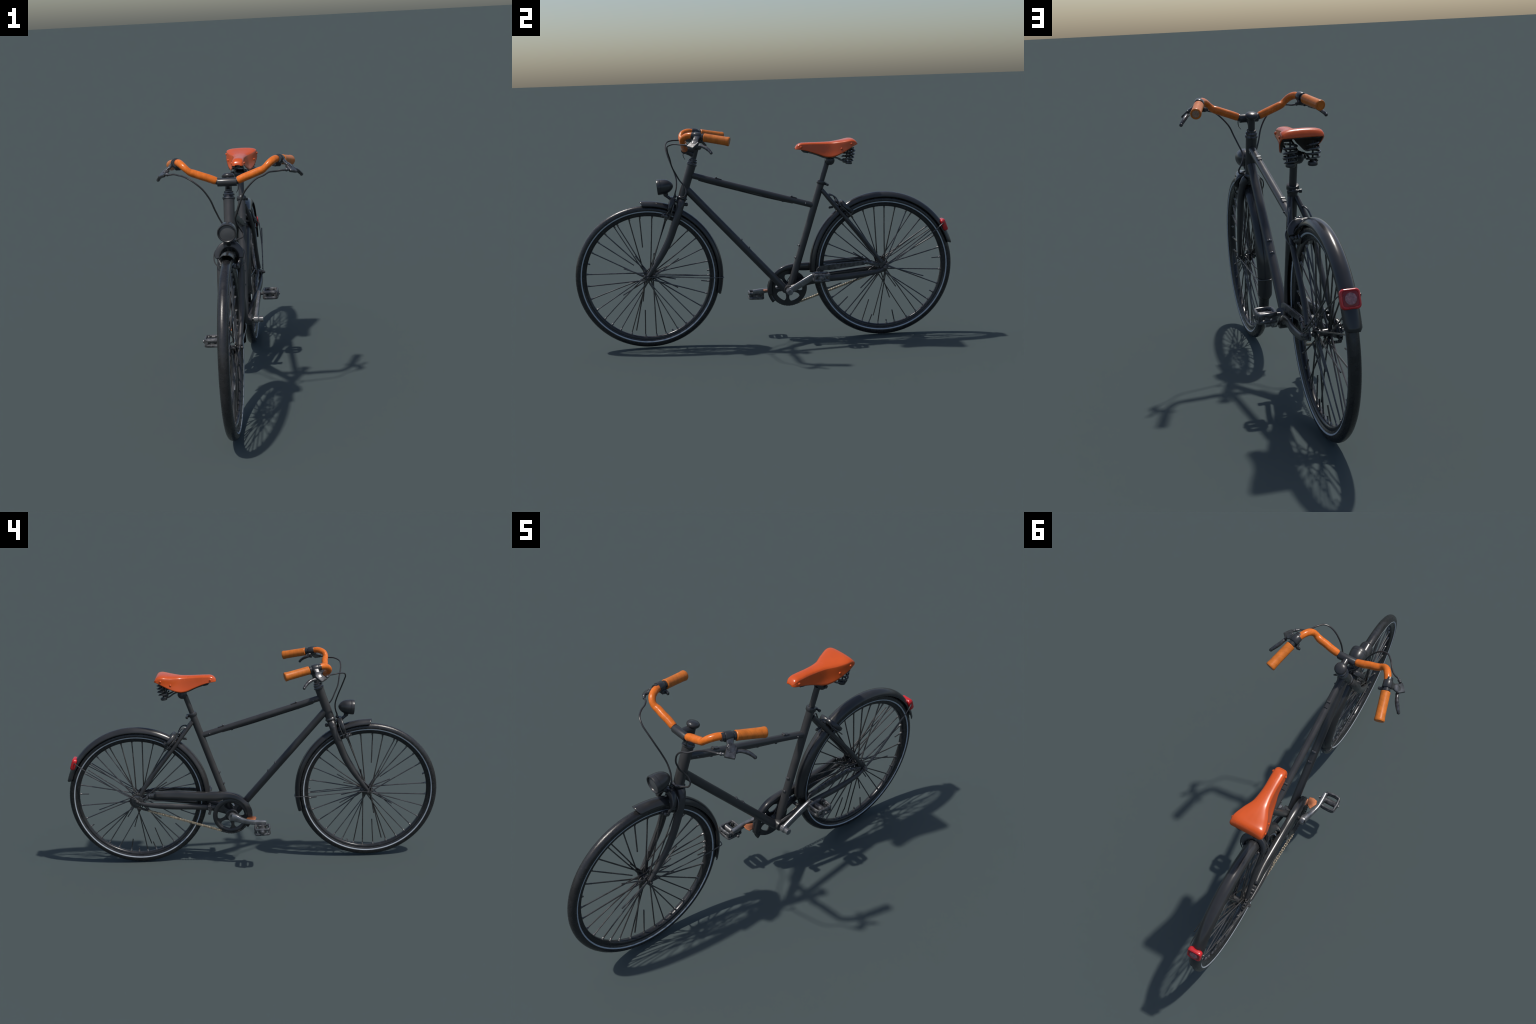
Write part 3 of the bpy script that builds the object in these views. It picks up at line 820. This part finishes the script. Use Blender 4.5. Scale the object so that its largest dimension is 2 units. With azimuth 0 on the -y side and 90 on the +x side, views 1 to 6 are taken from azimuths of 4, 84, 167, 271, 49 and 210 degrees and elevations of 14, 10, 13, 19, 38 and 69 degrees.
tube(g, spline([SEAT_TOP - SEATDIR * .02, SEAT_TOP + SEATDIR * .05, SEAT_TOP + SEATDIR * .100, V((0, .3350, .9390)), V((0, .3450, .9500))], 6), lambda t: .0138 if t < .62 else .0150, n=24)
obj("seat_post_tube", g, M["paint"], post)

# ------------------------------------------------------------------ crankset, chain, guard
RING, RING_X, CHAIN_X = V((0, .1200, .2720)), -.0445, -.0545
cs = empty("crankset", bike)
g = Geo()
lathe(g, [(-.0035, .0730), (-.0100, .0790), (-.0120, .0840), (-.0112, .0950), (-.0095, .0978), (-.0070, .0985), (.0015, .0980), (.003, .0965), (.003, .0745), (.0015, .073)], RING + V((RING_X, 0, 0)), (1, 0, 0), n=72, closed_prof=True)
lathe(g, [(-.006, .010), (-.006, .030), (-.003, .034), (.004, .034), (.004, .010)], V((RING_X, BB.y + .003, BB.z)), (1, 0, 0), n=36)
for kk in range(5):                                        # five arms, waisted
    a = math.radians(-97 + 72 * kk)
    d = V((0, math.cos(a), math.sin(a))); w = V((1, 0, 0)).cross(d)
    cA = V((RING_X, BB.y + .003, BB.z)); cB = RING + V((RING_X, 0, 0))
    o = []
    for t, hw in ((.024, .0215), (.030, .0150), (.038, .0105), (.050, .0084), (.060, .0096), (.067, .0140), (.073, .0215), (.080, .030)):
        o.append(cA.lerp(cB, min(1, t / .07)) + d * t + w * hw)
    o += [cA.lerp(cB, min(1, t / .07)) + d * t - w * hw for t, hw in ((.080, .030), (.073, .0215), (.067, .0140), (.060, .0096), (.050, .0084), (.038, .0105), (.030, .0150), (.024, .0215))]
    slab(g, o, (1, 0, 0), .0058, .0010)
obj("chainring", g, M["black"], cs)

def crank(s, path, widths, thick):
    g = Geo()
    pts = spline(path, 7)
    tube(g, pts, lambda t: curve1([i / (len(widths) - 1) for i in range(len(widths))], widths, t), n=22, side=(1, 0, 0), squash=thick, box=.62)
    return g
g = crank(-1, [(-.0740, BB.y, BB.z), (-.0800, .092, .2690), (-.0890, .066, .2600), (-.0985, .035, .2545), (-.1040, .005, .2510), (-.1045, -.035, .2475), (-.1035, -.070, .2455)], [.0215, .0205, .0165, .0135, .0130, .0138, .0125], .75)
lathe(g, [(-.008, .016), (-.006, .0215), (.012, .0228), (.0165, .0210), (.0165, .016), (.0115, .0155), (.0115, .0001)], (-.0690, BB.y, BB.z), (-1, 0, 0), n=28)
obj("crank_arm", g, M["crank"], cs)
g = crank(1, [(.0540, BB.y + .004, BB.z + .003), (.0550, .137, .2890), (.0585, .175, .3120), (.0610, .215, .3350), (.0640, .250, .3540), (.0650, .266, .3620)], [.0165, .0170, .0170, .0172, .0170, .0150], .58)
lathe(g, [(-.016, .008), (-.011, .009), (-.010, .0165), (-.008, .0182), (.010, .0182), (.0125, .0150), (.014, .0135), (.020, .0135), (.0205, .0148), (.0350, .0148), (.0362, .0135), (.0362, .0001)], (.0530, BB.y, BB.z), (1, 0, 0), n=28)
obj("crank_arm", g, M["crank"], cs)
g = Geo(); tube(g, [(-.065, BB.y, BB.z), (.050, BB.y, BB.z)], .0105, n=14)
obj("crank_axle", g, M["steel"], cs)

def pedal(s, c, fwd, up, hw, hl, hh):
    p = empty("pedal", cs)
    c, f, u_ = V(c), V(fwd).normalized(), V(up).normalized(); x = V((s, 0, 0))
    for side in (-1, 1):
        g = Geo()                                        # upper and lower cage loops
        pts = []
        for px, py in ((1, .55), (.75, 1), (-.75, 1), (-1, .7), (-1, -.7), (-.75, -1), (.75, -1), (1, -.55)):
            pts.append(c + x * px * hw + f * py * hl + u_ * side * hh * .72)
        tube(g, spline(pts, 4, closed=True), .0062, n=10, closed=True, side=tuple(u_), squash=1.25)
        obj("pedal_cage", g, M["pedal"], p)
    g = Geo()
    lathe(g, [(-hw * 1.12, .006), (-hw * 1.1, .011), (-hw * .6, .0150), (hw * .7, .0150), (hw * 1.02, .0185), (hw * 1.15, .0170), (hw * 1.28, .007), (hw * 1.4, .0065), (hw * 1.42, .002)], c, x, n=20)
    lathe(g, [(-hw * 1.8, .0065), (-hw * 1.0, .0065)], c, x, n=12)
    for py in (-1, 1):
        for px in (-.8, .8):
            block(g, c + x * px * hw + f * py * hl * .94, x * .008, f * .006, u_ * hh * .75, .3)
        block(g, c + x * py * .95 * hw, x * .0045, f * hl * .62, u_ * hh * .80, .4)
        block(g, c + f * py * hl * .96 + x * .0, x * hw * .30, f * .004, u_ * hh * .72, .3)
    obj("pedal_body", g, M["pedal"], p)
pedal(1, (.1215, .2710, .3555), (0, 1, -.03), (0, .03, 1), .033, .0375, .0190)
pedal(-1, (-.1430, -.0495, .2215), (0, -1, .03), (0, .03, 1), .034, .0365, .0180)

# chain: alternating inner and outer links round ring and sprocket
CR, SR = .0985, .0375
ringc, sprc = V((0, RING.y, RING.z + .002)), V((0, RW[0], RW[1]))
dv = sprc - ringc; D = dv.length; base = math.atan2(dv.z, dv.y)
off = math.acos((CR - SR) / D)
path = []
def arc(c, r, a0, a1, n):
    return [c + V((0, r * math.cos(a0 + (a1 - a0) * i / n), r * math.sin(a0 + (a1 - a0) * i / n))) for i in range(n + 1)]
path += arc(ringc, CR, base + off, base + 2 * math.pi - off, 80)
path += arc(sprc, SR, base - off, base + off, 40)
path.append(path[0])
cum = [0]
for a, b in zip(path, path[1:]): cum.append(cum[-1] + (b - a).length)
count = int(round(cum[-1] / .0137 / 2) * 2)
def at(d):
    d %= cum[-1]
    for i in range(len(cum) - 1):
        if cum[i + 1] >= d:
            return path[i].lerp(path[i + 1], (d - cum[i]) / max(1e-9, cum[i + 1] - cum[i]))
g, g_dark = Geo(), Geo()
pit = cum[-1] / count
for i in range(count):
    a, b = at(i * pit), at((i + 1) * pit)
    d = (b - a).normalized(); nn = V((1, 0, 0)).cross(d); m = (a + b) / 2
    tgt = g if (m.z < RW[1] - .05 and m.y > .175 and m.y < .57) else g_dark      # the exposed lower run is polished
    if m.z > ringc.z - .04 and m.y < .60 and (m.z > .335 or m.y < .17):
        continue                                          # run inside the guard, never seen
    xo = .0052 if i % 2 else .0034
    for s in (-1, 1):
        o = []
        for t, hgt in ((-.0092, .0022), (-.0080, .0046), (-.0055, .0054), (-.0025, .0043), (.0025, .0043), (.0055, .0054), (.0080, .0046), (.0092, .0022)):
            o.append(m + d * t + nn * hgt)
        o += [m + d * t - nn * hgt for t, hgt in ((.0092, .0022), (.0080, .0046), (.0055, .0054), (.0025, .0043), (-.0025, .0043), (-.0055, .0054), (-.0080, .0046), (-.0092, .0022))]
        x = V((CHAIN_X + s * xo, 0, 0))
        slab(tgt, [p + x for p in o], (1, 0, 0), .0017, .0004)
    lathe(tgt, [(-.0066, .0020), (-.0033, .0042), (.0033, .0042), (.0066, .0020)], a + V((CHAIN_X, 0, 0)), (1, 0, 0), n=8)
ch = obj("chain", g, M["chain"], cs); ch["kind"] = "stuff"
ch = obj("chain_oiled", g_dark, M["wire"], cs); ch["kind"] = "stuff"

# chain guard: L-section shell over the upper run, curling down round the ring
outer = [(.527, .4215), (.470, .4205), (.403, .4180), (.340, .4130), (.283, .4085), (.235, .4065), (.187, .4055), (.145, .4035), (.110, .3975), (.080, .3870), (.056, .3705), (.036, .3510), (.020, .3280), (.010, .3000), (.0045, .2690), (.0070, .2420)]
inner = [(.527, .3890), (.470, .3840), (.403, .3780), (.340, .3710), (.283, .3660), (.240, .3630), (.200, .3630), (.160, .3670), (.125, .3700), (.100, .3660), (.080, .3580), (.062, .3450), (.046, .3260), (.036, .3000), (.032, .2700), (.035, .2460)]
O = spline([(0, *p) for p in outer], 4); I = spline([(0, *p) for p in inner], 4)
vs, fs = [], []
kk = 10
for o, i_ in zip(O, I):
    xi = curve1([0, .30, .42, .527], [-.0215, -.0215, -.0255, -.0425], o.y)
    xt = curve1([0, .42, .527], [-.0445, -.0450, -.0515], o.y)
    xb = curve1([0, .25, .527], [-.0580, -.0575, -.0605], o.y)
    for x, f in ((xi, .92), (xi, .5), (xi, .10), (xi - .003, .01), (xi * .4 + xt * .6, .0), (xt - .002, .02), (xt - .005, .10), (xt * .6 + xb * .4 - .002, .32), (xt * .3 + xb * .7 - .001, .62), (xb, 1.0)):
        p = o.lerp(i_, f); vs.append(V((x, p.y, p.z)))
for i in range(len(O) - 1):
    for j in range(kk - 1):
        fs.append((i * kk + j, i * kk + j + 1, (i + 1) * kk + j + 1, (i + 1) * kk + j))
cg = empty("chain_guard", bike)
obj("guard_shell", Geo().add(vs, fs), M["guard"], cg, sharp=70, mods=[("SOLIDIFY", dict(thickness=.003, offset=0.0))])
# inner lip of the guard that hooks below the ring at the front
vs, fs = [], []
for i in range(19):
    a = math.radians(158 + 62 * i / 18)
    for r in (.096, .1175):
        vs.append(RING + V((-.036, r * math.cos(a), r * math.sin(a))))
for i in range(18):
    fs.append((2 * i, 2 * i + 1, 2 * i + 3, 2 * i + 2))
obj("guard_lip", Geo().add(vs, fs), M["guard"], cg, mods=[("SOLIDIFY", dict(thickness=.003, offset=0.0))])
g = Geo()
slab(g, [(-.046, -.012, .2605), (-.066, -.018, .2610), (-.0885, -.0125, .2590), (-.0935, .0055, .2580), (-.077, .0400, .2580), (-.049, .0270, .2600)], (0, 0, 1), .006, .002)
obj("guard_tab", g, M["copper"], cg)
g = Geo()
for y, z, r in ((.540, .402, .012), (.556, .398, .010), (.570, .391, .009)):
    lathe(g, [(-.012, r * .6), (-.010, r), (.006, r), (.008, r * .7)], (-.054, y, z), (-1, 0, 0), n=12)
tube(g, spline([(-.054, .525, .405), (-.055, .555, .397), (-.056, .585, .386), (-.057, .61, .378)], 4), .0065, n=10, side=(1, 0, 0), squash=.6)
obj("guard_bracket", g, M["steel"], cg)

# ------------------------------------------------------------------ kick stand folded along the far side
ks = empty("kickstand", bike)
bot = [(.2555, .3730), (.300, .3745), (.363, .3770), (.430, .3845), (.517, .3935)]
top = [(.520, .4125), (.430, .4110), (.340, .4070), (.280, .4000), (.266, .3955), (.257, .3840)]
g = Geo()
ol = []
for y, z in bot + top:
    t = (y - .2555) / .27
    ol.append((.0515 - .0035 * t, y, z))
slab(g, ol, V((1, .013, 0)), .0105, .0025)
obj("stand_leg", g, M["steel"], ks, sharp=40)
g = Geo()
tube(g, spline([(.0485, .512, .404), (.050, .535, .404), (.053, .560, .396), (.056, .590, .386)], 4), .0085, n=12, side=(1, 0, 0), squash=.7)
lathe(g, [(-.010, .006), (-.009, .009), (.009, .009), (.010, .006)], (.051, .530, .4045), (1, 0, 0), n=12)
lathe(g, [(-.010, .005), (-.009, .008), (.009, .008), (.010, .005)], (.055, .556, .399), (1, 0, 0), n=12)
block(g, (.057, .580, .390), (.006, 0, 0), (0, .014, -.006), (0, .004, .009), .3)
obj("stand_hinge", g, M["steel"], ks)
